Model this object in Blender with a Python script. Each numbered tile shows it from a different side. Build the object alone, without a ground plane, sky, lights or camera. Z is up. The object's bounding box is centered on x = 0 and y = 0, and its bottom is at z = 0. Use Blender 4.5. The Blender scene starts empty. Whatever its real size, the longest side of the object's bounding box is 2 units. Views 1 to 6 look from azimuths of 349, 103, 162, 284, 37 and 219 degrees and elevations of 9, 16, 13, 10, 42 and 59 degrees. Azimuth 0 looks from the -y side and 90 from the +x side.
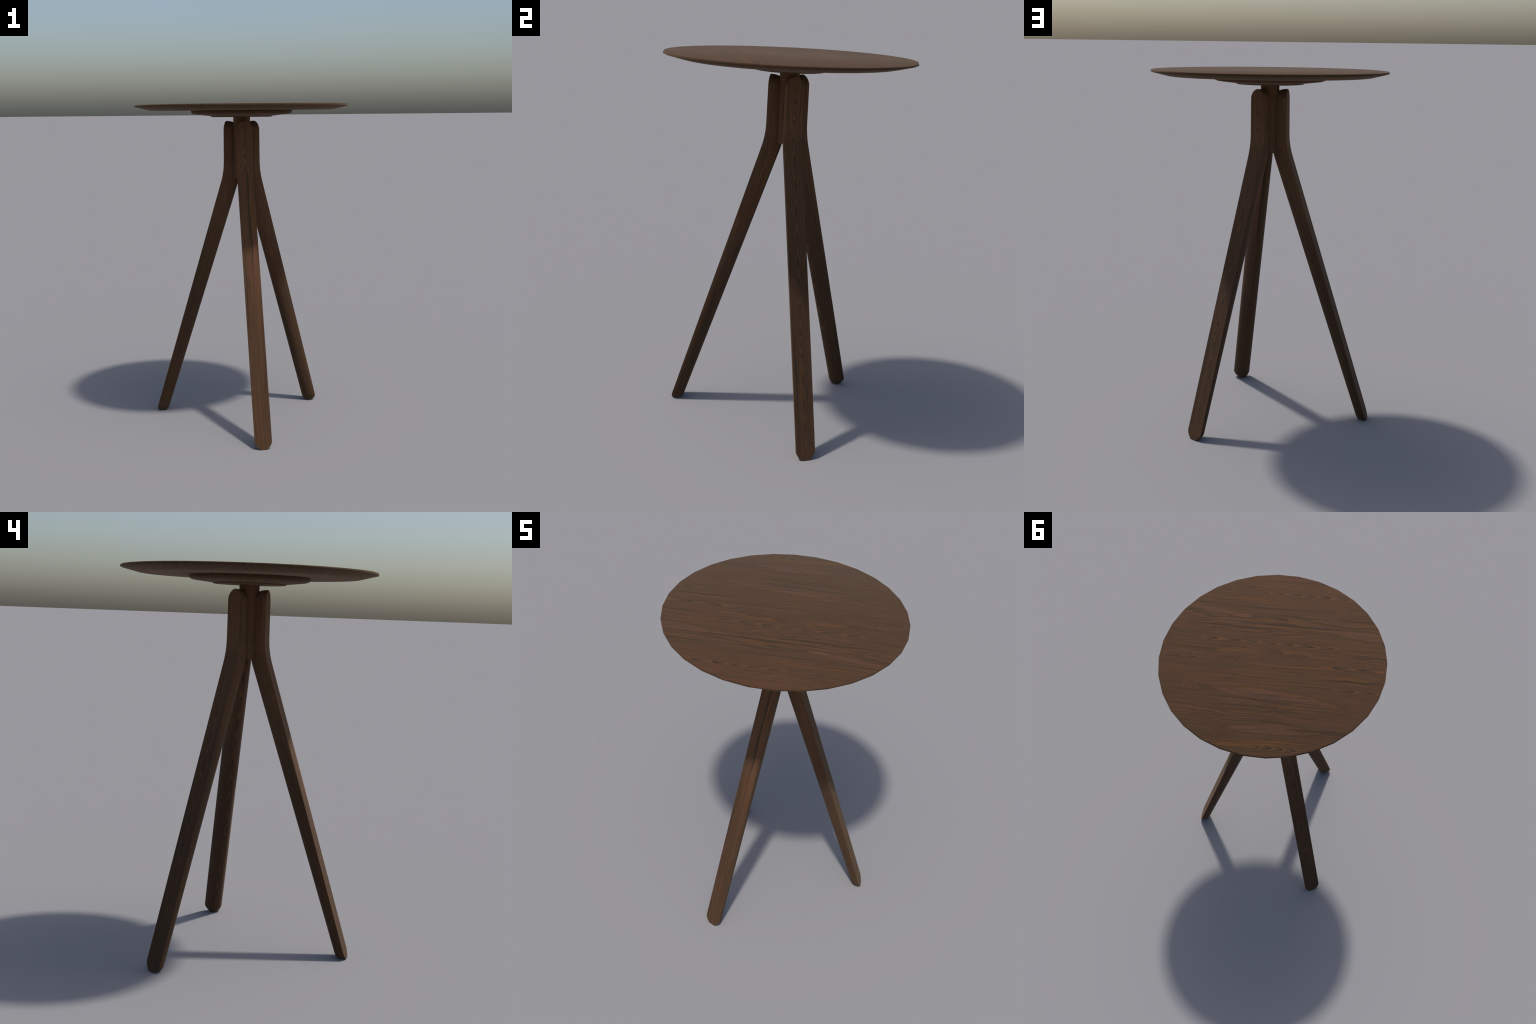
"""Round walnut table on three splayed half-round legs gathered round a central post."""
import math
import bpy
import bmesh
from mathutils import Vector

# ------------------------------------------------------------------ sizes (m)
SEGMENTS = 32                 # the turned parts are 32-sided
TOP_Z = 2.0
POST_R, POST_BOTTOM, POST_TOP = 0.0518, 1.5475, 1.9245
LEG_TOP = 1.900               # crown of the rounded leg ends
LEG_FACE_R = 0.1015           # outer face of the legs from the axis, upper part
LEG_SLOPE = 0.3133            # outward run per metre of drop, lower part
LEG_ANGLES = (30.0, 150.0, 270.0)
BEND_TOP, BEND_BOTTOM = 1.655, 1.525
GRAIN_ANGLE = 29.0            # direction of the grain on the table top
LEG_SEAM = 1.585              # the leg's grain changes direction at the bend


# ------------------------------------------------------------------ node helper
class Nodes:
    def __init__(self, name):
        self.mat = bpy.data.materials.new(name)
        self.mat.use_nodes = True
        self.t = self.mat.node_tree
        self.t.nodes.clear()

    def new(self, kind, **props):
        n = self.t.nodes.new(kind)
        for k, v in props.items():
            setattr(n, k, v)
        return n

    def put(self, socket, value):
        if isinstance(value, bpy.types.NodeSocket):
            self.t.links.new(value, socket)
        else:
            socket.default_value = value

    def m(self, op, a, b=0.0, c=0.0, clamp=False):
        n = self.new("ShaderNodeMath", operation=op, use_clamp=clamp)
        for s, v in zip(n.inputs, (a, b, c)):
            self.put(s, v)
        return n.outputs[0]

    def add(self, *xs):
        out = xs[0]
        for x in xs[1:]:
            out = self.m("ADD", out, x)
        return out

    def mul(self, a, b):
        return self.m("MULTIPLY", a, b)

    def sub(self, a, b):
        return self.m("SUBTRACT", a, b)

    def xyz(self, x, y, z):
        n = self.new("ShaderNodeCombineXYZ")
        for s, v in zip(n.inputs, (x, y, z)):
            self.put(s, v)
        return n.outputs[0]

    def split(self, v):
        n = self.new("ShaderNodeSeparateXYZ")
        self.put(n.inputs[0], v)
        return n.outputs

    def noise(self, vec, detail=2.0, rough=0.5):
        """Noise re-centred on zero, about -0.5 .. 0.5."""
        n = self.new("ShaderNodeTexNoise")
        self.put(n.inputs["Vector"], vec)
        n.inputs["Scale"].default_value = 1.0
        n.inputs["Detail"].default_value = detail
        n.inputs["Roughness"].default_value = rough
        return self.sub(n.outputs["Fac"], 0.5)

    def step(self, x, lo, hi):
        """Smooth 0..1 ramp of x between lo and hi (either order)."""
        n = self.new("ShaderNodeMapRange", interpolation_type="SMOOTHSTEP")
        self.put(n.inputs["Value"], x)
        if lo > hi:
            n.inputs["From Min"].default_value, n.inputs["From Max"].default_value = hi, lo
            n.inputs["To Min"].default_value, n.inputs["To Max"].default_value = 1.0, 0.0
        else:
            n.inputs["From Min"].default_value, n.inputs["From Max"].default_value = lo, hi
        return n.outputs["Result"]

    def ramp(self, fac, stops):
        n = self.new("ShaderNodeValToRGB")
        cr = n.color_ramp
        while len(cr.elements) < len(stops):
            cr.elements.new(0.5)
        for e, (p, c) in zip(cr.elements, stops):
            e.position, e.color = p, (*c, 1.0)
        self.put(n.inputs[0], fac)
        return n.outputs[0]

    def mix(self, fac, a, b, blend="MIX"):
        n = self.new("ShaderNodeMix", data_type="RGBA", blend_type=blend)
        self.put(n.inputs[0], fac)
        for i, v in ((6, a), (7, b)):
            self.put(n.inputs[i], (*v, 1.0) if isinstance(v, tuple) else v)
        return n.outputs[2]


# ------------------------------------------------------------------ wood
OLIVE = (0.0490, 0.0262, 0.0135)
UMBER = (0.0545, 0.0255, 0.0128)
PINK = (0.0740, 0.0330, 0.0195)
ORANGE = (0.0830, 0.0360, 0.0105)
MAUVE = (0.0600, 0.0315, 0.0245)
DARK = (0.0215, 0.0140, 0.0085)


def ring_colour(N, phase):
    """One growth ring: brown body, mauve then orange late wood, closed by a dark line."""
    fr = N.m("FRACT", phase)
    return N.ramp(fr, [(0.0, DARK), (0.13, DARK), (0.24, OLIVE), (0.46, UMBER), (0.58, MAUVE),
                       (0.68, PINK), (0.76, ORANGE), (0.86, ORANGE), (0.95, DARK)])


def cathedral(N, u, v, wob, v0, u0, u1, k1, k2, half, opens=1.0, growth=0.0):
    """Nested arches along v = v0 between u0 and u1; returns (phase, mask)."""
    dv = N.sub(v, v0)
    tight = N.mul(N.add(N.mul(N.sub(u, u0), growth), 1.0), -k2) if growth else -k2
    ph = N.add(N.mul(u, k1 * opens), N.mul(N.mul(dv, dv), tight), N.mul(wob, 0.9))
    mk = N.step(N.add(N.m("ABSOLUTE", dv), N.mul(wob, 0.012)), half, half * 0.6)
    mk = N.mul(mk, N.mul(N.step(u, u0 - 0.05, u0 + 0.02), N.step(u, u1 + 0.06, u1 - 0.10)))
    return ph, mk


def knot(N, u, v, wob, u0, v0, size, stretch=3.6):
    """Closed eye-shaped rings about a small knot."""
    du, dv = N.mul(N.sub(u, u0), 1.0 / stretch), N.sub(v, v0)
    r = N.m("SQRT", N.add(N.mul(du, du), N.mul(dv, dv)))
    ph = N.add(N.mul(r, 2.1 / size), N.mul(wob, 0.9), 0.0)
    return ph, N.step(N.add(r, N.mul(wob, size * 0.6)), size, size * 0.3)


def bump(N, u, v, u0, v0, half_u, half_v, tilt=0.0):
    """Spindle-shaped hump pointed at both ends, 1 at its centre and 0 outside."""
    du = N.mul(N.sub(u, u0), 1.0 / half_u)
    dv = N.sub(v, v0)
    if tilt:
        dv = N.sub(dv, N.mul(N.sub(u, u0), tilt))
    dv = N.m("ABSOLUTE", N.mul(dv, 1.0 / half_v))
    return N.m("MAXIMUM", N.sub(1.0, N.add(N.mul(du, du), dv)), 0.0)


def wood(name, frame, offset=(0.0, 0.0, 0.0), figure=0.6, fine=1.0, lift=1.0, zone=0.8, sheen=0.07,
         cathedrals=(), knots=(), lenses=(), streaks=(), base_scale=1.0, rings=11.0):
    """Walnut.  frame(N, p) turns object coordinates into (u along grain, v across, w)."""
    N = Nodes(name)
    p = N.new("ShaderNodeTexCoord").outputs["Object"]
    u, v, w = frame(N, p)
    U, V, W = N.add(u, offset[0]), N.add(v, offset[1]), N.add(w, offset[2])
    s = base_scale

    def grain(along, across, detail=2.0, rough=0.55, v_in=None):
        return N.noise(N.xyz(N.mul(U, along), N.mul(V if v_in is None else v_in, across * s), N.mul(W, across * s)), detail, rough)

    # the grain lines meander
    wander = grain(1.6, 4.0)
    wob = grain(6.0, 32.0)
    vv = N.add(v, N.mul(wander, 0.016 / s), N.mul(wob, 0.0045 / s))
    VV = N.add(V, N.mul(wander, 0.050 / s), N.mul(wob, 0.0045 / s))

    # plain wood: broad tone, soft bands
    broad = grain(1.3, 8.0, 3.0, 0.6)
    band = grain(1.0, 34.0, 3.0, 0.6, VV)
    tone = N.add(N.mul(broad, 0.95), N.mul(band, 0.95), 0.5)
    col = N.ramp(tone, [(0.15, (0.0400, 0.0220, 0.0115)), (0.38, OLIVE), (0.60, UMBER), (0.86, (0.0660, 0.0285, 0.0145))])

    # growth-ring figure, stronger in some bands than in others
    slow = grain(0.75, 3.4, 1.5)
    phase = N.add(N.mul(N.add(VV, W), rings * s), N.mul(slow, 9.0), N.mul(wob, 0.9))
    where = grain(1.1, 7.5, 2.0)
    amount = N.mul(N.step(where, 0.02, 0.20), figure)
    col = N.mix(amount, col, ring_colour(N, phase))

    # close-set parallel rings in other bands
    close = N.add(N.mul(N.add(VV, W), 62.0 * s), N.mul(slow, 12.0), N.mul(wob, 1.2))
    there = N.add(grain(0.9, 9.0, 2.0), N.mul(broad, 0.3))
    col = N.mix(N.mul(N.step(there, -0.06, 0.12), 0.65 * figure), col, ring_colour(N, close))

    # pale figured slivers, sharply bounded by a dark line on one side
    field = N.add(N.mul(grain(0.8, 6.5, 1.5, 0.5, VV), 0.55), N.mul(wob, 0.13), -0.15)
    for c in lenses:
        field = N.add(field, N.mul(bump(N, u, vv, *c), 0.42))
    flecks = grain(14.0, 90.0, 2.0, 0.6)
    speck = grain(9.0, 60.0, 2.0, 0.6, VV)
    pale = N.mix(N.step(speck, -0.02, 0.12), PINK, MAUVE)
    pale = N.mix(N.mul(N.step(speck, -0.05, -0.15), 0.9), pale, OLIVE)
    pale = N.mix(N.mul(N.step(field, 0.10, 0.03), 0.7), pale, ORANGE)
    col = N.mix(N.mul(N.step(field, 0.00, 0.045), 0.85 * zone), col, pale)
    edge = N.mul(N.step(field, -0.055, -0.015), N.step(field, 0.025, -0.005))
    col = N.mix(N.mul(N.mul(edge, N.step(band, -0.16, 0.12)), 0.95 * zone), col, DARK)

    for c in cathedrals:
        strength = 0.92
        ph, mk = cathedral(N, u, vv, wob, *c)
        col = N.mix(N.mul(mk, strength), col, ring_colour(N, ph))
    for k in knots:
        ph, mk = knot(N, u, vv, wob, *k)
        col = N.mix(N.mul(mk, 0.85), col, ring_colour(N, ph))
    for (u0, v0, half_u, half_v, colour, amt) in streaks:
        inside = N.step(N.add(bump(N, u, vv, u0, v0, half_u, half_v), N.mul(wob, 0.5)), 0.05, 0.35)
        col = N.mix(N.mul(inside, amt), col, colour)

    # long thin streaks, light and dark
    thin = grain(1.1, 95.0, 2.0, 0.6, VV)
    col = N.mix(N.mul(N.step(thin, 0.08, 0.20), 0.60 * fine), col, ORANGE)
    col = N.mix(N.mul(N.step(thin, -0.08, -0.22), 0.65 * fine), col, DARK)

    # hair-fine lines and pores on top of everything
    hair = grain(4.0, 230.0, 2.0, 0.6, VV)
    lines = N.add(1.0, N.mul(hair, 0.80 * fine), N.mul(N.m("MINIMUM", N.add(flecks, 0.08), 0.0), 0.9 * fine))
    lines = N.mul(lines, lift(N, p) if callable(lift) else lift)
    col = N.mix(1.0, col, N.xyz(lines, lines, lines), "MULTIPLY")

    bsdf = N.new("ShaderNodeBsdfPrincipled")
    N.put(bsdf.inputs["Base Color"], col)
    bsdf.inputs["Roughness"].default_value = 1.0
    bsdf.inputs["Specular IOR Level"].default_value = 0.55
    bsdf.inputs["Specular Tint"].default_value = (1.0, 0.80, 0.62, 1.0)
    bsdf.inputs["Sheen Weight"].default_value = sheen
    bsdf.inputs["Sheen Roughness"].default_value = 0.45
    bsdf.inputs["Sheen Tint"].default_value = (1.0, 0.70, 0.44, 1.0)
    out = N.new("ShaderNodeOutputMaterial")
    N.t.links.new(bsdf.outputs[0], out.inputs[0])
    return N.mat


def flat_frame(N, p):
    """Grain lies in the plane of the table top."""
    x, y, z = N.split(p)
    c, s = math.cos(math.radians(GRAIN_ANGLE)), math.sin(math.radians(GRAIN_ANGLE))
    return N.add(N.mul(x, c), N.mul(y, s)), N.add(N.mul(x, -s), N.mul(y, c)), z


def post_frame(N, p):
    x, y, z = N.split(p)
    return z, y, x


def leg_frame(N, p):
    """Grain runs up the leg; below the bend it turns with the leg, with a seam."""
    x, y, z = N.split(p)
    a = math.atan(LEG_SLOPE)
    low = N.m("LESS_THAN", z, LEG_SEAM)
    ul = N.sub(N.mul(z, math.cos(a)), N.mul(x, math.sin(a)))
    wl = N.add(N.mul(x, math.cos(a)), N.mul(z, math.sin(a)), 0.6)
    u = N.add(N.mul(low, ul), N.mul(N.sub(1.0, low), N.add(z, 3.0)))
    w = N.add(N.mul(low, wl), N.mul(N.sub(1.0, low), x))
    return u, y, w


def leg_lift(N, p):
    """Multiplier on the base colour, rising toward the head of the legs."""
    z = N.split(p)[2]
    return N.add(1.0, N.mul(N.step(z, 0.70, 1.62), 0.95), N.mul(N.step(z, LEG_SEAM - 0.001, LEG_SEAM + 0.001), 0.25))


# ------------------------------------------------------------------ geometry
def finish(name, bm, sharp=38.0):
    bmesh.ops.recalc_face_normals(bm, faces=bm.faces)
    me = bpy.data.meshes.new(name)
    bm.to_mesh(me)
    bm.free()
    for f in me.polygons:
        f.use_smooth = True
    me.set_sharp_from_angle(angle=math.radians(sharp))
    return me


def turned(name, profile, segments=SEGMENTS, sharp=38.0):
    """Lathe a (radius, z) profile about the z axis; radius 0 closes to a point."""
    bm = bmesh.new()
    rings = []
    for r, z in profile:
        if r == 0.0:
            rings.append([bm.verts.new((0, 0, z))])
        else:
            rings.append([bm.verts.new((r * math.cos(2 * math.pi * i / segments), r * math.sin(2 * math.pi * i / segments), z)) for i in range(segments)])
    for a, b in zip(rings, rings[1:]):
        for i in range(segments):
            j = (i + 1) % segments
            ring = []
            for v in (a[i % len(a)], a[j % len(a)], b[j % len(b)], b[i % len(b)]):
                if v not in ring:
                    ring.append(v)
            bm.faces.new(ring)
    return finish(name, bm, sharp)


def rounded(p0, corner, p1, n=4):
    """Quadratic rounding from p0 to p1 round a corner."""
    out = []
    for i in range(n + 1):
        t = i / n
        out.append(tuple((1 - t) ** 2 * a + 2 * t * (1 - t) * c + t * t * b for a, c, b in zip(p0, corner, p1)))
    return out


def leg_mesh():
    """Half-round rod, flat face outward, domed ends, bent once, sawn level at the floor."""
    # spine on the outer face: (r, z), from the top dome's centre to the foot's
    drop = math.atan(LEG_SLOPE)
    spine = [(LEG_FACE_R, LEG_TOP - 0.0525), (LEG_FACE_R + 0.0008, 1.75)]
    steps = 8
    r, z = LEG_FACE_R + 0.0015, BEND_TOP
    spine.append((r, z))
    dz = (BEND_TOP - BEND_BOTTOM) / steps
    for i in range(steps):
        r += math.tan(drop * (i + 0.5) / steps) * dz
        z -= dz
        spine.append((r, z))
    foot_z = 0.0402                                   # centre of the foot's dome
    foot_r = 0.6021 - LEG_SLOPE * foot_z
    for i in range(1, 11):
        t = i / 10
        spine.append((r + (foot_r - r) * t, z + (foot_z - z) * t))

    def radius(z):                                     # half width: swells slightly downward
        return 0.0487 + 0.0028 * min(1.0, max(0.0, (1.65 - z) / 1.2))

    def depth(z):                                      # front to back: much deeper at the top
        if z >= BEND_TOP:
            return 0.0775
        if z > BEND_BOTTOM:
            t = (BEND_TOP - z) / (BEND_TOP - BEND_BOTTOM)
            return 0.0775 + 0.0125 * t + 0.0065 * math.sin(math.pi * t)
        return 0.0562 + 0.0222 * z

    def crown(y, n):                                   # how the domed ends draw in, y from 0 to 1
        return max(0.0, 1.0 - y ** n) ** (1.0 / n)

    stations = []                                      # (centre, along, half width, depth)
    up, down = Vector((0, 0, 1)), Vector((math.sin(drop), 0, -math.cos(drop)))
    dome = 12
    ra, rb = radius(spine[0][1]), radius(spine[-1][1])
    da, db = depth(spine[0][1]), depth(spine[-1][1])
    c0, c1 = Vector((spine[0][0], 0, spine[0][1])), Vector((spine[-1][0], 0, spine[-1][1]))
    for i in range(dome):
        y = math.sin(math.pi / 2 * (1 - i / dome))
        stations.append((c0 + up * (LEG_TOP - spine[0][1]) * y, -up, crown(y, 1.75) * ra, crown(y, 2.3) * da))
    for i, (r, z) in enumerate(spine):
        prev, nxt = spine[max(i - 1, 0)], spine[min(i + 1, len(spine) - 1)]
        along = Vector((nxt[0] - prev[0], 0, nxt[1] - prev[1])).normalized()
        stations.append((Vector((r, 0, z)), along, radius(z), depth(z)))
    for i in range(1, dome + 1):
        y = math.sin(math.pi / 2 * i / dome)
        stations.append((c1 + down * 0.0512 * y, down, crown(y, 1.5) * rb, crown(y, 2.0) * db))

    bm = bmesh.new()
    arc = 20
    rows = []
    for c, along, rad, deep in stations:
        inward = Vector((along.z, 0, -along.x))        # away from the flat outer face
        if rad < 1e-4:
            rows.append([bm.verts.new(c)])
            continue
        row = []
        for j in range(arc + 1):
            a = math.pi * j / arc
            row.append(bm.verts.new(c + Vector((0, math.cos(a) * rad, 0)) + inward * math.sin(a) * deep))
        rows.append(row)
    for a, b in zip(rows, rows[1:]):
        for j in list(range(arc)) + [None]:
            j0, j1 = (arc, 0) if j is None else (j, j + 1)
            ring = []
            for v in (a[min(j0, len(a) - 1)], a[min(j1, len(a) - 1)], b[min(j1, len(b) - 1)], b[min(j0, len(b) - 1)]):
                if v not in ring:
                    ring.append(v)
            if len(ring) > 2:
                bm.faces.new(ring)
    cut = bmesh.ops.bisect_plane(bm, geom=bm.verts[:] + bm.edges[:] + bm.faces[:], plane_co=(0, 0, 0), plane_no=(0, 0, -1), clear_outer=True)
    edges = [e for e in cut["geom_cut"] if isinstance(e, bmesh.types.BMEdge)]
    if edges:
        bmesh.ops.holes_fill(bm, edges=edges, sides=0)
    return finish("leg", bm, 42.0)


def part(name, mesh, material, parent, rotation=0.0):
    ob = bpy.data.objects.new(name, mesh)
    bpy.context.scene.collection.objects.link(ob)
    ob.parent = parent
    ob.rotation_euler.z = math.radians(rotation)
    if not mesh.materials:
        mesh.materials.append(material)
    ob.material_slots[0].link = "OBJECT"
    ob.material_slots[0].material = material
    return ob


# ------------------------------------------------------------------ build
table = bpy.data.objects.new("bar_table", None)
bpy.context.scene.collection.objects.link(table)
table["label"] = "tall round dark walnut table on three splayed legs"
table["category"] = "bar table"

# the rim's shading normals lean outward, so the flat top reads very slightly crowned
top_profile = [(0.0, TOP_Z), (0.6522, TOP_Z), (0.6550, 1.9984), (0.6562, 1.9958), (0.6562, 1.9893), (0.6552, 1.9882)]
top_profile += [(0.5720, 1.9677), (0.5620, 1.9658), (0.5480, 1.9655), (0.0, 1.9655)]
top_mat = wood(
    "walnut_top", flat_frame, (3.1, 1.7, 0.4), figure=0.85, fine=1.45, lift=0.99, sheen=0.13,
    #            v0,     u from, u to,  per m, curve, half width, opens, tightening
    cathedrals=[(-0.499, -0.37, 0.17, 10.5, 1300.0, 0.050, 1.0, 9.0),
                (-0.120, -0.36, 0.46, 9.0, 3600.0, 0.044, 1.0),
                (0.018, -0.70, -0.24, 6.0, 2300.0, 0.042, -1.0),
                (0.030, 0.44, 0.70, 9.0, 3500.0, 0.036, 1.0),
                (0.168, -0.70, -0.36, 8.5, 3500.0, 0.045, 1.0),
                (0.594, -0.25, 0.05, 14.0, 2600.0, 0.046, 1.0)],
    knots=[(0.248, 0.024, 0.022), (-0.017, 0.326, 0.024), (0.431, -0.001, 0.020, 4.5), (0.454, 0.235, 0.021),
           (0.334, 0.229, 0.011), (0.176, 0.100, 0.010), (-0.329, -0.007, 0.013), (0.357, -0.499, 0.007)],
    lenses=[(0.22, -0.256, 0.30, 0.050, -0.05), (-0.58, -0.226, 0.40, 0.060, -0.09), (-0.08, 0.480, 0.34, 0.055, 0.03),
            (-0.20, -0.244, 0.30, 0.016), (-0.02, 0.250, 0.50, 0.050, -0.09), (0.36, -0.332, 0.34, 0.034, -0.12)],
    streaks=[(0.14, 0.597, 0.16, 0.014, ORANGE, 0.85), (-0.10, -0.257, 0.36, 0.011, DARK, 0.75), (-0.12, -0.243, 0.36, 0.007, ORANGE, 0.7),
             (-0.46, -0.262, 0.30, 0.006, DARK, 0.5), (-0.38, 0.462, 0.30, 0.010, DARK, 0.75), (0.02, 0.282, 0.46, 0.008, DARK, 0.5),
             (0.30, -0.226, 0.34, 0.007, DARK, 0.7), (0.33, -0.262, 0.30, 0.006, DARK, 0.5),
              (0.42, -0.386, 0.14, 0.007, DARK, 0.6), (0.134, -0.309, 0.05, 0.007, DARK, 0.7)])
disc_mat = wood("walnut_disc", flat_frame, (7.3, 4.2, 1.4), figure=0.8, fine=1.4, lift=1.2)
post_mat = wood("walnut_post", post_frame, (1.3, 8.2, 2.4), figure=0.35, base_scale=1.6, lift=2.1)
leg_mats = [
    wood("walnut_leg_a", leg_frame, (0.3, 5.2, 9.4), figure=0.5, base_scale=1.5, zone=0.6, fine=1.35, lift=leg_lift,
         cathedrals=[(0.002, -0.1, 1.6, 8.0, 5200.0, 0.040, -1.0)], knots=[(4.72, 0.004, 0.026, 4.0), (0.42, -0.006, 0.026, 4.5)]),
    wood("walnut_leg_b", leg_frame, (2.3, 1.2, 3.4), figure=0.6, base_scale=1.5, zone=0.6, fine=1.35, lift=leg_lift,
         cathedrals=[(-0.004, 0.1, 1.2, 7.0, 5200.0, 0.040, 1.0)]),
    wood("walnut_leg_c", leg_frame, (5.3, 2.9, 6.4), figure=0.6, base_scale=1.5, zone=0.6, fine=1.35, lift=leg_lift,
         cathedrals=[(0.0, 4.50, 4.95, 12.0, 6000.0, 0.032, 1.0)],
         streaks=[(1.25, 0.010, 0.45, 0.010, DARK, 0.9), (1.25, 0.021, 0.42, 0.008, ORANGE, 0.5), (0.75, 0.026, 0.40, 0.026, PINK, 0.6)]),
]

part("tabletop", turned("tabletop", top_profile, sharp=60.0), top_mat, table)

disc_profile = [(0.0, 1.9660), (0.3112, 1.9660), (0.3116, 1.9600), (0.3108, 1.9545), (0.3082, 1.9495), (0.3025, 1.9447), (0.2900, 1.9408),
                (0.1900, 1.9297), (0.0, 1.9297)]
part("mounting_disc", turned("mounting_disc", disc_profile), disc_mat, table)
cap_profile = [(0.0, 1.9310), (0.1892, 1.9310)] + rounded((0.1892, 1.9290), (0.1880, 1.9240), (0.1800, 1.9238), 3) + [(0.0, 1.9238)]
part("collar", turned("collar", cap_profile), disc_mat, table)

post_profile = [(0.0, POST_TOP), (POST_R, POST_TOP), (POST_R, 1.74), (POST_R, POST_BOTTOM + 0.001), (POST_R - 0.001, POST_BOTTOM), (0.0, POST_BOTTOM)]
part("post", turned("post", post_profile), post_mat, table)

mesh = leg_mesh()
for angle, mat in zip(LEG_ANGLES, leg_mats):
    part("leg", mesh, mat, table, angle)
